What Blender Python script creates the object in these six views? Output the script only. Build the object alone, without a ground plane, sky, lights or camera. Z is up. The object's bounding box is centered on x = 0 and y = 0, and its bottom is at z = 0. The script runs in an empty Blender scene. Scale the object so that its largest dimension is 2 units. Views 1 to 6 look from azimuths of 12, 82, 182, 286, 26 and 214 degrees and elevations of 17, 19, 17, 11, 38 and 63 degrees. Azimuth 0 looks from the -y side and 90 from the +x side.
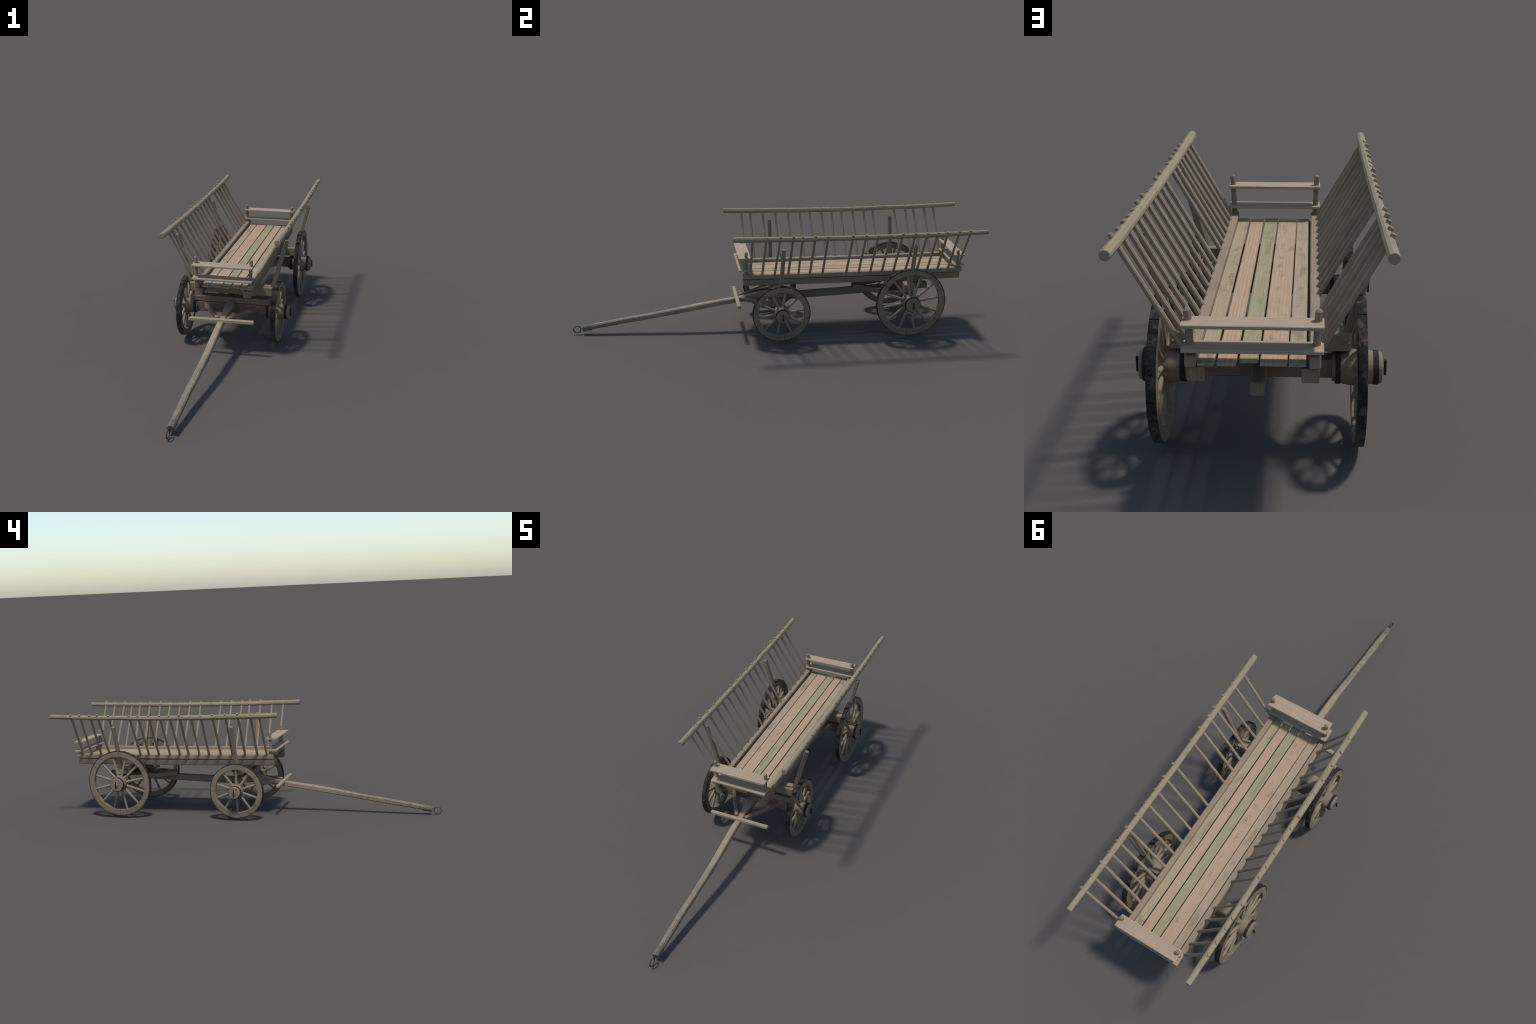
"""Old wooden ladder-sided hay wagon: four spoked wheels, plank bed, sloping
ladder sides, end benches on posts, long draw pole with an iron hitch ring."""
import bpy, bmesh, math, random
from mathutils import Vector, Matrix, noise

rng = random.Random(7)
COL = bpy.context.scene.collection

# ------------------------------------------------------------------ materials


class Nodes:
    """Small helper to write node trees compactly."""

    def __init__(self, name):
        self.mat = bpy.data.materials.new(name)
        self.mat.use_nodes = True
        self.t = self.mat.node_tree
        self.t.nodes.clear()
        self.out = self.new('ShaderNodeOutputMaterial')
        self.bsdf = self.new('ShaderNodeBsdfPrincipled')
        self.link(self.bsdf.outputs[0], self.out.inputs[0])

    def new(self, kind, **kw):
        n = self.t.nodes.new(kind)
        for k, v in kw.items():
            setattr(n, k, v)
        return n

    def link(self, a, b):
        self.t.links.new(a, b)

    def put(self, sock, v):
        if isinstance(v, bpy.types.NodeSocket):
            self.link(v, sock)
        else:
            sock.default_value = v

    def math(self, op, a, b=0.0, clamp=False):
        n = self.new('ShaderNodeMath', operation=op, use_clamp=clamp)
        self.put(n.inputs[0], a)
        self.put(n.inputs[1], b)
        return n.outputs[0]

    def ramp(self, fac, stops, interp='LINEAR'):
        n = self.new('ShaderNodeValToRGB')
        cr = n.color_ramp
        cr.interpolation = interp
        while len(cr.elements) < len(stops):
            cr.elements.new(0.5)
        for e, (p, c) in zip(cr.elements, stops):
            e.position = p
            e.color = (*c, 1) if len(c) == 3 else c
        self.put(n.inputs[0], fac)
        return n.outputs[0]

    def smooth(self, v, lo, hi):
        n = self.new('ShaderNodeMapRange', interpolation_type='SMOOTHSTEP')
        self.put(n.inputs[0], v)
        n.inputs[1].default_value = lo
        n.inputs[2].default_value = hi
        return n.outputs[0]

    def mix(self, fac, a, b, mode='MIX'):
        n = self.new('ShaderNodeMix', data_type='RGBA', blend_type=mode)
        self.put(n.inputs[0], fac)
        for s, v in ((n.inputs[6], a), (n.inputs[7], b)):
            if isinstance(v, tuple):
                v = (*v, 1)
            self.put(s, v)
        return n.outputs[2]

    def noise(self, vec, scale, detail=3.0, rough=0.55, dist=0.0):
        n = self.new('ShaderNodeTexNoise')
        self.link(vec, n.inputs['Vector'])
        n.inputs['Scale'].default_value = scale
        n.inputs['Detail'].default_value = detail
        n.inputs['Roughness'].default_value = rough
        n.inputs['Distortion'].default_value = dist
        return n.outputs[0]

    def stretched(self, vec, scale):
        n = self.new('ShaderNodeMapping')
        self.link(vec, n.inputs[0])
        n.inputs['Scale'].default_value = scale
        return n.outputs[0]

    def object_coords(self):
        """Object coordinates, shifted per object so repeats differ."""
        tc = self.new('ShaderNodeTexCoord')
        info = self.new('ShaderNodeObjectInfo')
        comb = self.new('ShaderNodeCombineXYZ')
        for i, k in enumerate((3.1, 7.7, 5.3)):
            self.link(self.math('MULTIPLY', info.outputs['Random'], k), comb.inputs[i])
        add = self.new('ShaderNodeVectorMath', operation='ADD')
        self.link(tc.outputs['Object'], add.inputs[0])
        self.link(comb.outputs[0], add.inputs[1])
        return add.outputs[0], info.outputs['Random'], tc.outputs['Object']


def scaled(c, k):
    return tuple(x * k for x in c)


def wood(name, tones, mud=0.0, blotch=0.35, grain=0.32, rough=0.9, fig=0.5, heart=None):
    """Weathered wood, grain along local Y.  `tones` are the base colours that
    single pieces of the kind take (picked by the per-object random value)."""
    m = Nodes(name)
    vec, rnd, raw = m.object_coords()
    if len(tones) == 1:
        base = m.mix(0.0, tones[0], tones[0])
    else:
        n = len(tones)
        base = m.ramp(rnd, [(i / n, t) for i, t in enumerate(tones)], 'CONSTANT')
    # long drifting tint: towards olive and towards pinkish grey
    drift = m.noise(m.stretched(vec, (14, 2.6, 14)), 1.0, 2.0)
    base = m.mix(m.math('MULTIPLY', m.smooth(drift, .50, .72), .14), base,
                 m.mix(1.0, base, (.96, 1.03, .86), 'MULTIPLY'))
    base = m.mix(m.math('MULTIPLY', m.smooth(drift, .48, .28), .22), base,
                 m.mix(1.0, base, (1.03, .96, .97), 'MULTIPLY'))
    # fine straight fibres
    fib = m.noise(m.stretched(vec, (260, 9, 260)), 1.0, 3.0, .6)
    fmask = m.smooth(fib, .40, .72)
    col = m.mix(m.math('MULTIPLY', fmask, grain), base, m.mix(1.0, base, (.60, .57, .54), 'MULTIPLY'))
    # growth-ring figure
    wave = m.new('ShaderNodeTexWave', wave_type='BANDS', bands_direction='X', wave_profile='SAW')
    m.link(m.stretched(vec, (1, .22, .6)), wave.inputs['Vector'])
    wave.inputs['Scale'].default_value = 38
    wave.inputs['Distortion'].default_value = 3.2
    wave.inputs['Detail'].default_value = 3
    wave.inputs['Detail Scale'].default_value = 2.2
    ring = m.smooth(wave.outputs['Fac'], .45, 1.0)
    col = m.mix(m.math('MULTIPLY', ring, .48 * fig), col, m.mix(1.0, col, (.62, .56, .52), 'MULTIPLY'))
    # ragged grey weathering blotches, combed across by the fibres
    bl = m.noise(m.stretched(vec, (26, 9, 26)), 1.0, 4.0, .62, .6)
    comb_ = m.noise(m.stretched(vec, (34, 430, 34)), 1.0, 2.0)
    bl = m.math('ADD', bl, m.math('MULTIPLY', m.math('SUBTRACT', comb_, .5), .42))
    if heart is not None:
        # weathering keeps to a strip along the heart of the plank
        sx = m.new('ShaderNodeSeparateXYZ')
        m.link(raw, sx.inputs[0])
        off = m.math('ABSOLUTE', m.math('SUBTRACT', sx.outputs[0], heart))
        bl = m.math('ADD', bl, m.math('MULTIPLY', m.smooth(off, .013, .004), .10))
        bl = m.math('SUBTRACT', bl, .045)
    col = m.mix(m.math('MULTIPLY', m.smooth(bl, .54, .66), blotch), col,
                m.mix(1.0, col, (.70, .70, .70), 'MULTIPLY'))
    if mud:
        geo = m.new('ShaderNodeNewGeometry')
        sep = m.new('ShaderNodeSeparateXYZ')
        m.link(geo.outputs['Position'], sep.inputs[0])
        spat = m.noise(geo.outputs['Position'], 90, 3.0, .65)
        low = m.noise(geo.outputs['Position'], 30, 2.0)
        lift = m.math('ADD', sep.outputs[2], m.math('MULTIPLY', m.math('SUBTRACT', low, .5), .16))
        near = m.smooth(lift, .17, .0)
        film = m.math('MULTIPLY', near, mud)
        col = m.mix(film, col, m.ramp(spat, [(.35, (.060, .054, .042)), (.50, (.120, .108, .082)),
                                             (.68, (.165, .145, .112))]))
    m.put(m.bsdf.inputs['Base Color'], col)
    m.bsdf.inputs['Roughness'].default_value = rough
    m.bsdf.inputs['Specular IOR Level'].default_value = .12
    bump = m.new('ShaderNodeBump')
    bump.inputs['Strength'].default_value = .35
    bump.inputs['Distance'].default_value = .0012
    m.link(fib, bump.inputs['Height'])
    m.link(bump.outputs[0], m.bsdf.inputs['Normal'])
    return m.mat


def iron(name, mud=0.0, rust=.55, dark=(.014, .0132, .0125)):
    """Blackened iron with brown rust bloom."""
    m = Nodes(name)
    geo = m.new('ShaderNodeNewGeometry')
    pos = geo.outputs['Position']
    n1 = m.noise(pos, 46, 3.0, .55)
    n2 = m.noise(pos, 160, 3.0, .6)
    col = m.mix(m.smooth(n2, .35, .7), dark, scaled(dark, 2.1))
    patch = m.smooth(m.math('ADD', n1, m.math('MULTIPLY', n2, .12)), .55, .80)
    col = m.mix(m.math('MULTIPLY', patch, rust), col, (.150, .097, .070))
    if mud:
        sep = m.new('ShaderNodeSeparateXYZ')
        m.link(pos, sep.inputs[0])
        lift = m.math('ADD', sep.outputs[2], m.math('MULTIPLY', m.math('SUBTRACT', n1, .5), .14))
        near = m.smooth(lift, .15, .05)
        crust = m.smooth(m.noise(m.stretched(pos, (70, 70, 130)), 1.0, 3.0), .36, .48)
        col = m.mix(m.math('MULTIPLY', m.math('MULTIPLY', near, crust), mud), col, (.075, .076, .060))
    m.put(m.bsdf.inputs['Base Color'], col)
    m.bsdf.inputs['Metallic'].default_value = .0
    m.bsdf.inputs['Roughness'].default_value = .88
    m.bsdf.inputs['Specular IOR Level'].default_value = .12
    bump = m.new('ShaderNodeBump')
    bump.inputs['Strength'].default_value = .5
    bump.inputs['Distance'].default_value = .001
    m.link(n2, bump.inputs['Height'])
    m.link(bump.outputs[0], m.bsdf.inputs['Normal'])
    return m.mat


TAN = (.272, .205, .135)
PINK = (.268, .192, .134)
OLIVE = (.258, .210, .134)
GREEN = (.236, .208, .128)

M_PLANK = [wood('wood_olive', [(.322, .262, .166)], blotch=.95, heart=-.006),
           wood('wood_orange', [(.385, .268, .172)], blotch=.10, fig=1.0),
           wood('wood_green', [(.295, .258, .150)], blotch=.65, heart=-.003),
           wood('wood_pink', [(.375, .264, .174)], blotch=.95, heart=.006),
           wood('wood_greytan', [(.340, .262, .182)], blotch=.85, heart=0.0)]
M_BEAM = wood('wood_beam', [(.250, .191, .132)], fig=.3)
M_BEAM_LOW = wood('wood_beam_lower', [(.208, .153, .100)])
M_RAIL = wood('wood_rail', [(.260, .211, .137)], fig=.5, blotch=.55)
M_RUNG = wood('wood_rung', [TAN, OLIVE, PINK, GREEN, TAN, PINK, OLIVE], fig=.3, blotch=.4)
M_STAKE = wood('wood_stake', [(.230, .170, .112), (.222, .170, .112)], fig=.3)
M_BOARD = wood('wood_board', [(.335, .256, .178), (.342, .262, .176)], blotch=.15)
M_POST = wood('wood_post', [(.240, .176, .128), (.232, .178, .126)], fig=.3, blotch=.2)
M_AXLE = wood('wood_axle', [(.182, .120, .090)], blotch=.5)
M_BOLSTER = wood('wood_bolster', [(.252, .202, .134)])
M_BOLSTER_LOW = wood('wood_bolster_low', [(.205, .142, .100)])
M_REACH = wood('wood_reach', [(.190, .160, .110)])
M_BRACE = wood('wood_brace', [(.225, .150, .112), (.232, .175, .120)], fig=.3)
M_POLE = wood('wood_pole', [(.290, .222, .160)], fig=.3, blotch=.85, mud=.7)
M_CROSS = wood('wood_crossbar', [(.288, .242, .156)], fig=.3, blotch=.15)
M_SPOKE = wood('wood_spoke', [(.250, .197, .132), (.245, .198, .130), (.250, .190, .130)], mud=.6, fig=.2)
M_FELLOE = wood('wood_felloe', [(.218, .163, .110), (.203, .162, .108), (.212, .157, .108), (.203, .160, .105)],
                mud=.55, fig=.3, blotch=.6)
M_HUB = wood('wood_hub', [(.205, .154, .110)], blotch=.3, fig=.2)
M_IRON = iron('tyre_iron', mud=.9, rust=.55)
M_BAND = iron('band_iron', rust=.15, dark=(.016, .0155, .0155))
M_PIN = iron('pin_iron', rust=.2)
M_FERRULE = iron('ferrule_iron', rust=.35, dark=(.085, .078, .062))
M_RING = iron('ring_iron', rust=.5, dark=(.045, .043, .036))

# ------------------------------------------------------------------- geometry


def finish(bm, name, mat, smooth=None):
    me = bpy.data.meshes.new(name)
    bmesh.ops.recalc_face_normals(bm, faces=bm.faces)
    bm.to_mesh(me)
    bm.free()
    me.materials.append(mat)
    if smooth is not None:
        me.shade_smooth()
        me.set_sharp_from_angle(angle=math.radians(smooth))
    return me


def place(name, mesh, parent, matrix=None):
    ob = bpy.data.objects.new(name, mesh)
    COL.objects.link(ob)
    ob.parent = parent
    if matrix is not None:
        ob.matrix_local = matrix
    return ob


def along(p0, p1, up=(0, 0, 1)):
    """Matrix at p0 whose local Y points to p1 and local Z is near `up`."""
    p0, p1 = Vector(p0), Vector(p1)
    y = (p1 - p0).normalized()
    x = y.cross(Vector(up)).normalized()
    z = x.cross(y)
    return Matrix(((x.x, y.x, z.x, p0.x), (x.y, y.y, z.y, p0.y), (x.z, y.z, z.z, p0.z), (0, 0, 0, 1))), (p1 - p0).length


def rect_section(w, h, cham):
    """Octagon: a w x h rectangle with its corners cut by cham."""
    a, b, c = w / 2, h / 2, min(cham, w * .29, h * .29)
    return [(a, -b + c), (a, b - c), (a - c, b), (-a + c, b), (-a, b - c), (-a, -b + c), (-a + c, -b), (a - c, -b)]


def ngon_section(r, n, turn=0.0, flat=1.0):
    return [(r * math.cos(turn + 2 * math.pi * i / n), flat * r * math.sin(turn + 2 * math.pi * i / n)) for i in range(n)]


def loft(sections, end_cham=0.0, wobble=0.0, seed=0.0):
    """Skin cross-sections [(y, [(x, z), ...]), ...] along local Y, ends capped
    and, with end_cham, drawn in so the end edges catch light."""
    secs = list(sections)
    if end_cham:
        def shrink(sec, d):
            out = []
            for x, z in sec:
                r = math.hypot(x, z)
                k = max(.3, (r - d) / r) if r else 1
                out.append((x * k, z * k))
            return out
        y0, s0 = secs[0]
        y1, s1 = secs[-1]
        secs = [(y0, shrink(s0, end_cham)), (y0 + end_cham, s0)] + secs[1:-1] + [(y1 - end_cham, s1), (y1, shrink(s1, end_cham))]
    bm = bmesh.new()
    rings = []
    for y, sec in secs:
        dx = dz = 0.0
        if wobble:
            v = noise.noise_vector(Vector((seed, y * 9, seed * 3.7)))
            dx, dz = v.x * wobble, v.y * wobble
        rings.append([bm.verts.new((x + dx, y, z + dz)) for x, z in sec])
    n = len(rings[0])
    for a, b in zip(rings, rings[1:]):
        for i in range(n):
            bm.faces.new((a[i], a[(i + 1) % n], b[(i + 1) % n], b[i]))
    bm.faces.new(rings[0])
    bm.faces.new(rings[-1])
    return bm


def beam(name, parent, mat, p0, p1, w, h, cham=.0015, up=(0, 0, 1), wob=.0006, steps=8, w1=None, h1=None, sag=0.0):
    """Squared timber from p0 to p1, w wide and h tall (to w1 x h1 at p1)."""
    mtx, length = along(p0, p1, up)
    w1, h1 = w1 or w, h1 or h
    secs = []
    for i in range(steps + 1):
        t = i / steps
        dip = sag * math.sin(math.pi * t) ** .8
        secs.append((length * t, [(x, z - dip) for x, z in rect_section(w + (w1 - w) * t, h + (h1 - h) * t, cham)]))
    bm = loft(secs, cham, wob, rng.random() * 50)
    return place(name, finish(bm, name, mat), parent, mtx)


def box_beam(name, parent, mat, x, y, z, axis='Y', **kw):
    """Timber filling the given (min, max) ranges, long axis X or Y."""
    cx, cy, cz = (sum(v) / 2 for v in (x, y, z))
    if axis == 'Y':
        return beam(name, parent, mat, (cx, y[0], cz), (cx, y[1], cz), x[1] - x[0], z[1] - z[0], **kw)
    return beam(name, parent, mat, (x[0], cy, cz), (x[1], cy, cz), y[1] - y[0], z[1] - z[0], **kw)


def revolve(profile, n=40):
    """Solid turned about local X from (x, radius) pairs."""
    bm = bmesh.new()
    rings = []
    for x, r in profile:
        rings.append([bm.verts.new((x, r * math.sin(2 * math.pi * i / n), r * math.cos(2 * math.pi * i / n))) for i in range(n)])
    for a, b in zip(rings, rings[1:]):
        for i in range(n):
            bm.faces.new((a[i], a[(i + 1) % n], b[(i + 1) % n], b[i]))
    bm.faces.new(rings[0])
    bm.faces.new(rings[-1])
    return bm


def arc_block(section, a0, a1, steps, rough=0.0, seed=0.0):
    """Closed block swept about local X; section is [(x, radius), ...], angles
    run clockwise from up towards +Y.  Local coordinates are re-based so that
    local Y follows the arc roughly (grain)."""
    bm = bmesh.new()
    rings = []
    for k in range(steps + 1):
        a = a0 + (a1 - a0) * k / steps
        ring = []
        for x, r in section:
            if rough:
                v = Vector((x * 90 + seed, math.sin(a) * r * 110, math.cos(a) * r * 110))
                r = r + rough * noise.noise(v)
            ring.append(bm.verts.new((x, r * math.sin(a), r * math.cos(a))))
        rings.append(ring)
    n = len(section)
    for a, b in zip(rings, rings[1:]):
        for i in range(n):
            bm.faces.new((a[i], a[(i + 1) % n], b[(i + 1) % n], b[i]))
    bm.faces.new(rings[0])
    bm.faces.new(rings[-1])
    return bm


# ----------------------------------------------------------------- the wagon

wagon = bpy.data.objects.new('hay_wagon', None)
COL.objects.link(wagon)
wagon['label'] = 'weathered wooden hay wagon with sloping ladder sides and draw pole'
wagon['category'] = 'farm wagon'

BED_SAG = .0030   # the old bed hangs a little between its bolsters

# --- bed: lower side beams, upper side beams, five floor planks
for s in (1, -1):
    xs = sorted((s * .092, s * .1265))
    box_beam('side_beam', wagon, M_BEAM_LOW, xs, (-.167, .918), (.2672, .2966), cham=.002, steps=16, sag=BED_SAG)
    xs = sorted((s * .1070, s * .1290))
    box_beam('sill_beam', wagon, M_BEAM, xs, (-.167, .928), (.2995, .3236), cham=.0028, steps=16, sag=BED_SAG)

PLANKS = [(.0745, .1066, -.150, .917), (.0325, .0695, -.140, .914), (-.0090, .0275, -.153, .899),
          (-.0650, -.0130, -.142, .911), (-.1015, -.0680, -.150, .913)]
for (x0, x1, y0, y1), mat in zip(PLANKS, M_PLANK):
    box_beam('floor_plank', wagon, mat, (x0, x1), (y0, y1), (.2982, .3058), cham=.0010, wob=.0004, steps=16, sag=-.0010)

# --- ladder sides
# (height on the rail, foot on the sill) of every rung along the wagon
RUNG_HEAD = {1: (-.137, -.072, -.006, .055, .098, .159, .220, .338, .401, .460, .520, .579, .641, .700, .750, .797, .855, .911),
             -1: (-.135, -.092, -.027, .038, .106, .167, .220, .281, .335, .386, .447, .505, .554, .668, .729, .772, .830, .880)}
RUNG_FOOT = {1: (-.132, -.074, -.013, .053, .104, .160, .223, .341, .403, .462, .521, .578, .639, .697, .750, .803, .856, .905),
             -1: (-.133, -.083, -.018, .050, .112, .177, .229, .288, .336, .392, .454, .511, .558, .680, .736, .785, .841, .890)}
for s in (1, -1):
    rail_sag = .0090 if s > 0 else .0105
    p0, p1 = (s * .252, -.2285, .5430), (s * .252, 1.0, .5420)
    mtx, length = along(p0, p1)
    secs = []
    for i in range(25):
        t = i / 24
        r = .0132 + (.0110 - .0132) * t + .0003 * math.sin(9 * t + s)
        sag = -rail_sag * math.sin(math.pi * t) ** .8
        secs.append((length * t, [(x, z + sag) for x, z in ngon_section(r, 10, .2)]))
    rail = place('ladder_rail', finish(loft(secs, .0012, .0011, 3.0 + s), 'ladder_rail', M_RAIL), wagon, mtx)
    foot, head = Vector((s * .1235, 0, .3165)), Vector((s * .252, 0, .543))
    axis = (head - foot).normalized()
    for k, (yh, yf) in enumerate(zip(RUNG_HEAD[s], RUNG_FOOT[s])):
        t = (yh + .2285) / 1.2285
        sag = Vector((0, 0, -rail_sag * math.sin(math.pi * t) ** .8))
        out = .0085 if k == 0 else .0122 - .002 * t + rng.choice((.003, .0045, .0055, .0065, .009))
        a = foot + Vector((0, yf, -BED_SAG * max(0, math.sin(math.pi * (yf + .167) / 1.095)))) - axis * .004
        b = head + sag + Vector((0, yh, 0)) + axis * out
        m2, ln = along(a, b, (0, 1, 0))
        r = rng.uniform(.0055, .0063)
        secs = [(ln * t, ngon_section(r * (1.03 - .08 * t), 8, math.pi / 8)) for t in (0, .33, .66, 1)]
        bm = loft(secs, .0007, .0009, rng.random() * 60)
        ob = place('rung', finish(bm, 'rung', M_RUNG), rail)
        ob.matrix_local = mtx.inverted() @ m2

# --- stakes that carry the ladder sides
for s in (1, -1):
    for y in (.010, .647):
        beam('side_stake', wagon, M_STAKE, (s * .1910, y, .262), (s * .252, y + .0005, .4875), .0200, .0190, cham=.0028,
             up=(0, 1, 0), w1=.0180, h1=.0175, wob=.0016)

# --- end benches: two posts with two boards threaded on them
for y_post, z_top, y_board, boards in ((-.152, .439, (-.188, -.1290), ((.4010, .4090), (.3410, .3490))),
                                       (.904, .4125, (.8875, .9375), ((.3818, .3892), (.3335, .3405)))):
    for s in (1, -1):
        beam('bench_post', wagon, M_POST, (s * .1195, y_post, .316), (s * .1243, y_post, z_top), .0150, .0150, cham=.0042,
             up=(0, 1, 0), wob=.0004, w1=.0142, h1=.0142)
    for zb in boards:
        box_beam('bench_board', wagon, M_BOARD, (-.134, .134), y_board, zb, axis='X', cham=.0012, wob=.0003)

# --- wheels
TYRE_T = .0042
WHEEL_X = .2155
HUB_IN = -.0040   # hubs sit a little inside the rim plane


def make_wheel(side, y, z, R, n_spoke, n_felloe, spoke0, joint0, tyre0, hub_k, felloe_t):
    k = hub_k
    hub_profile = [(-.0555, .027 * k), (-.0545, .0315 * k), (-.048, .0335 * k), (-.036, .0358 * k), (-.018, .0395 * k),
                   (-.008, .0405 * k), (.010, .0400 * k), (.024, .0378 * k), (.036, .0362 * k), (.047, .0352 * k),
                   (.0528, .0342 * k), (.0545, .0325 * k)]
    hub_profile = [(x + HUB_IN, r) for x, r in hub_profile]
    hub = place('wheel', finish(revolve(hub_profile), 'wheel', M_HUB, 40), wagon,
                Matrix.Translation((side * WHEEL_X, y, z)) @ Matrix.Rotation(0 if side > 0 else math.pi, 4, 'Z'))
    for x0, x1, r in ((-.0475, -.0365, .0376), (.0355, .0465, .0382)):
        x0, x1 = x0 + HUB_IN, x1 + HUB_IN
        prof = [(x0, (r - .003) * k), (x0, r * k), (x1, r * k), (x1, (r - .003) * k)]
        place('hub_band', finish(revolve(prof), 'hub_band', M_BAND, 40), hub)
    place('axle_end', finish(revolve([(.046, .0105), (.0532, .0105), (.0540, .0095)], 20), 'axle_end', M_HUB, 40), hub)
    mtx, ln = along((.0585, 0, -.0178), (.0585, 0, .0178), (1, 0, 0))
    place('linchpin', finish(loft([(0, rect_section(.0046, .0058, .0006)), (ln, rect_section(.0046, .0058, .0006))], .0005),
                             'linchpin', M_PIN), hub, mtx)
    r_in = R - TYRE_T - felloe_t
    # spokes: club-shaped, thick at the hub
    ln = r_in + .004 - .030 * k
    secs = []
    for t, w, d in ((0, .0134, .0150), (.12, .0132, .0146), (.45, .0122, .0132), (.85, .0110, .0116), (1, .0106, .0112)):
        secs.append((ln * t, ngon_section(.5 * d, 10, .3, w / d)))
    spoke_mesh = finish(loft(secs), 'spoke', M_SPOKE, 50)
    for i in range(n_spoke):
        a = spoke0 + 2 * math.pi * i / n_spoke + rng.uniform(-.012, .012)
        d = Vector((0, math.sin(a), math.cos(a)))
        place('spoke', spoke_mesh, hub, along(d * .030 * k, d * (.030 * k + ln), (1, 0, 0))[0] @ Matrix.Rotation(rng.choice((0, math.pi)), 4, 'Y'))
    # felloes
    step = 2 * math.pi / n_felloe
    gap = .0012 / R
    w, c = .0108, .0022
    ro = R - TYRE_T
    sec = [(-w, ro), (w, ro), (w, r_in + c), (w - c, r_in), (-w + c, r_in), (-w, r_in + c)]
    nst = 14
    for i in range(n_felloe):
        a0 = joint0 + step * i
        # mesh built around its own middle so the wood grain follows the piece
        bm = arc_block(sec, -step / 2 + gap, step / 2 - gap, nst, .0005, i * 3.3 + R * 40)
        place('felloe', finish(bm, 'felloe', M_FELLOE, 25), hub, Matrix.Rotation(-(a0 + step / 2), 4, 'X'))
    # iron tyre strakes
    gap = .0011 / R
    w = .0104
    sec = [(-w, ro + .0002), (-w, R - .0008), (-w + .001, R), (w - .001, R), (w, R - .0008), (w, ro + .0002)]
    for i in range(n_felloe):
        a0 = tyre0 + step * i
        bm = arc_block(sec, -step / 2 + gap, step / 2 - gap, 30, .0011, i * 7.1 + R * 90 + side)
        place('tyre_strake', finish(bm, 'tyre_strake', M_IRON, 50), hub, Matrix.Rotation(-(a0 + step / 2), 4, 'X'))
    return hub


D = math.radians
make_wheel(1, .0095, .151, .1405, 10, 5, D(9.5), D(28.5), D(-8), .88, .0260)
make_wheel(-1, .0095, .151, .1405, 10, 5, D(-.5), D(-18), D(28), .88, .0260)
make_wheel(1, .648, .1828, .1722, 12, 6, D(-9.5), D(5.5), D(-26), 1.0, .0270)
make_wheel(-1, .648, .1828, .1722, 12, 6, D(17.5), D(2.5), D(33), 1.0, .0270)

# --- running gear
box_beam('front_axle', wagon, M_AXLE, (-.163, .163), (-.013, .033), (.132, .1800), axis='X', cham=.004)
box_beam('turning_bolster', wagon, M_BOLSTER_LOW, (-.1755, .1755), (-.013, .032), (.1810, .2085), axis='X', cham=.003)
box_beam('front_bolster', wagon, M_BOLSTER, (-.191, .191), (-.013, .032), (.2265, .2675), axis='X', cham=.0025)
box_beam('rear_axle', wagon, M_AXLE, (-.163, .163), (.624, .668), (.163, .2060), axis='X', cham=.004)
box_beam('rear_bolster', wagon, M_BOLSTER, (-.198, .198), (.620, .667), (.2265, .2675), axis='X', cham=.0025)
for y, z0 in ((.0095, .20), (.645, .198)):
    beam('king_pin', wagon, M_BAND, (0, y, z0), (0, y, .235), .018, .018, cham=.005, up=(0, 1, 0), wob=0)
for y in (.030, .665):
    for s in (1, -1):
        beam('bolster_peg', wagon, M_BOLSTER, (s * .1905, y, .248), (s * .1905, y + .011, .248), .0075, .0075, cham=.0022, wob=0)

beam('reach_pole', wagon, M_REACH, (0, .010, .1598), (-.0005, .792, .1925), .030, .0345, cham=.003, h1=.0315)
for s in (1, -1):
    beam('reach_fork', wagon, M_BRACE, (s * .0125, .404, .1985), (s * .125, .640, .1925), .020, .0240, cham=.003, h1=.022)
    beam('pole_brace', wagon, M_BRACE, (s * .125 + .003, .004, .1600), (s * .0215 + .001, -.171, .1640), .0185, .0215, cham=.003,
         w1=.0175, h1=.0185)
beam('pole_tail', wagon, M_REACH, (.008, .02, .158), (.010, .078, .158), .034, .040, cham=.004, h1=.02)

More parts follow.
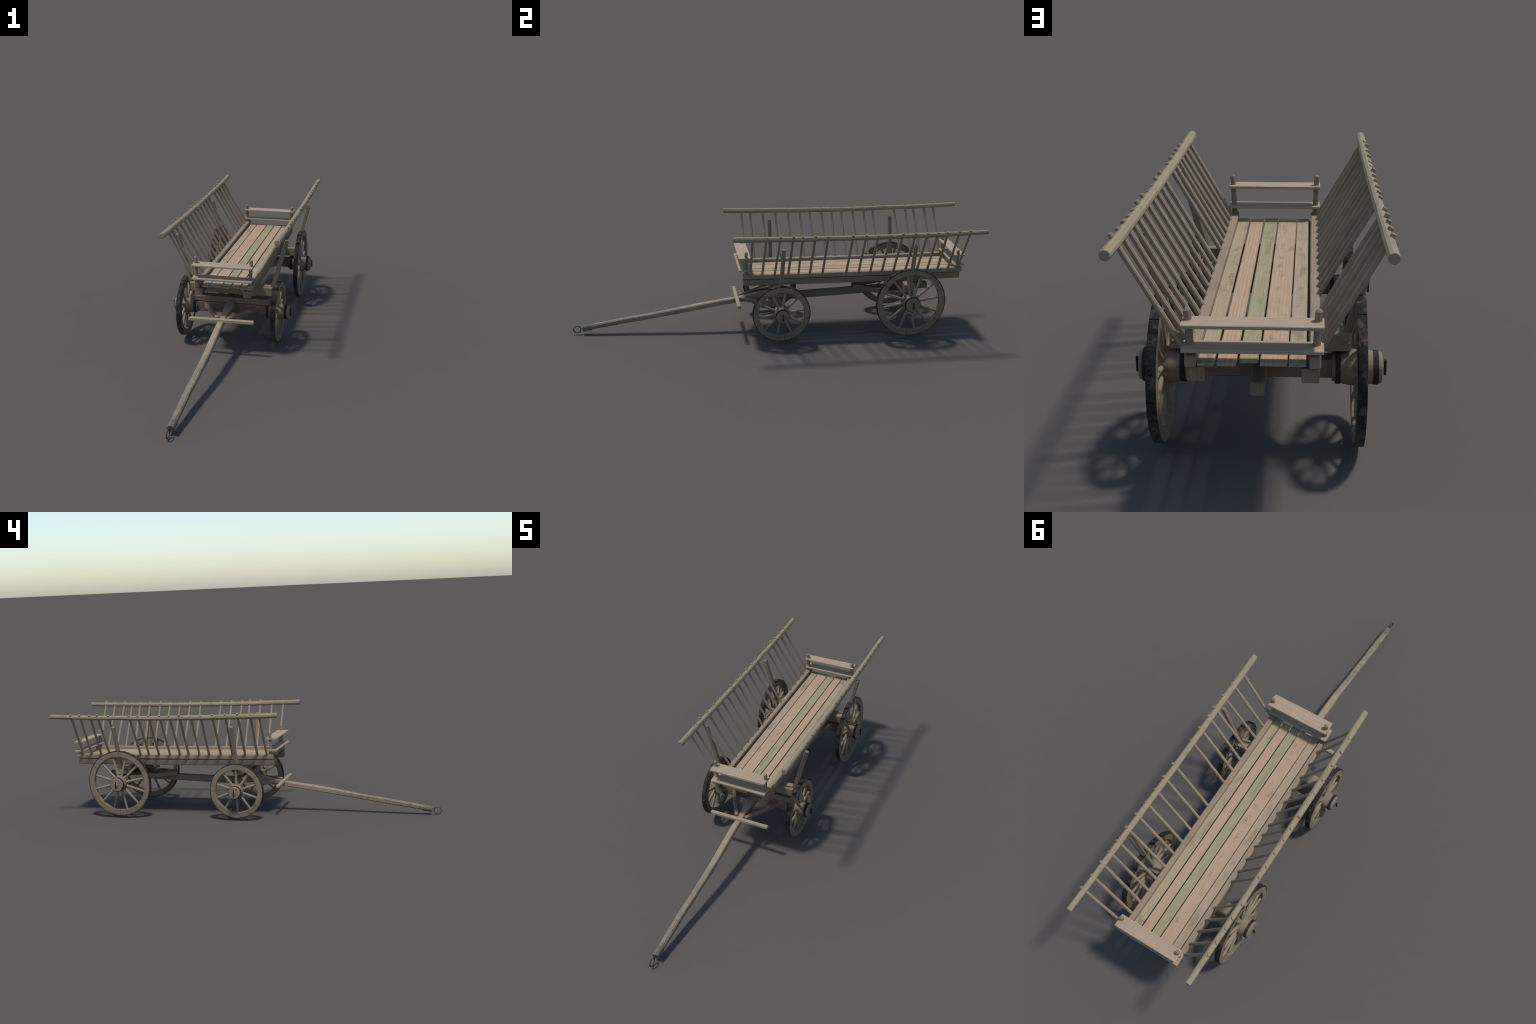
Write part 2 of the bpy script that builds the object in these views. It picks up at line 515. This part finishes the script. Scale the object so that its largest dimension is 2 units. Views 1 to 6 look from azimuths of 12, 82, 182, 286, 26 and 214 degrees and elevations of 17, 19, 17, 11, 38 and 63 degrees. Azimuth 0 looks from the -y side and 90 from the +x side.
# --- draw pole with iron ferrule and hitch ring
tip, butt = Vector((-.0072, -.9505, .026)), Vector((.0065, .012, .181))
mtx, length = along(tip, butt)
secs = []
for i in range(41):
    t = i / 40
    y = t * .975
    wide = .0252 + .0045 * t + .0007 * math.sin(11 * t + 1)
    tall = .0240 + .0035 * t + .0008 * math.sin(14 * t)
    if y > .79:
        k = min(1, (y - .79) / .12)
        wide += .005 * k
        tall += .0115 * k
    # hand-hewn: crooked, bowed sideways towards the crossbar
    bow = -.0065 * math.exp(-((y - .74) / .16) ** 2) - .0016 * math.sin(9 * y) * min(1, y * 4)
    rise = .0017 * math.sin(math.pi * min(1, y / .93)) + .0006 * math.sin(13 * y)
    c = .0042 + .0040 * max(0, 1 - y / .22)
    secs.append((length * t, [(x + bow, z + rise) for x, z in rect_section(wide, tall, c)]))
pole = place('draw_pole', finish(loft(secs, .001, .0016, 8.8), 'draw_pole', M_POLE), wagon, mtx)
prof = []
for i in range(9):
    y = -.0015 + .046 * i / 8
    r = .0158 + .0006 * math.sin(i * 2.1)
    prof.append((y, [(x * (1 + .02 * math.sin(3 * j + i)), z * (1 + .02 * math.sin(3 * j + i))) for j, (x, z) in
                     enumerate(ngon_section(r, 16))]))
place('ferrule', finish(loft(prof, .0008), 'ferrule', M_FERRULE, 40), pole)
ring_r, tube = .0177, .0030
bm = bmesh.new()
n, mm = 36, 8
vs = [[bm.verts.new((math.cos(2 * math.pi * j / mm) * tube,
                     (ring_r + math.sin(2 * math.pi * j / mm) * tube * (1 + .12 * math.sin(i * 1.7))) * math.cos(2 * math.pi * i / n),
                     (ring_r + math.sin(2 * math.pi * j / mm) * tube * (1 + .12 * math.sin(i * 1.7))) * math.sin(2 * math.pi * i / n)))
       for j in range(mm)] for i in range(n)]
for i in range(n):
    for j in range(mm):
        bm.faces.new((vs[i][j], vs[(i + 1) % n][j], vs[(i + 1) % n][(j + 1) % mm], vs[i][(j + 1) % mm]))
ring = place('hitch_ring', finish(bm, 'hitch_ring', M_RING, 60), pole)
ring.matrix_local = mtx.inverted() @ Matrix.Translation((-.008, -.9789, .0210))

beam('crossbar', wagon, M_CROSS, (-.1450, -.187, .1600), (.1440, -.187, .1625), .0175, .0165, cham=.003, wob=.0008)
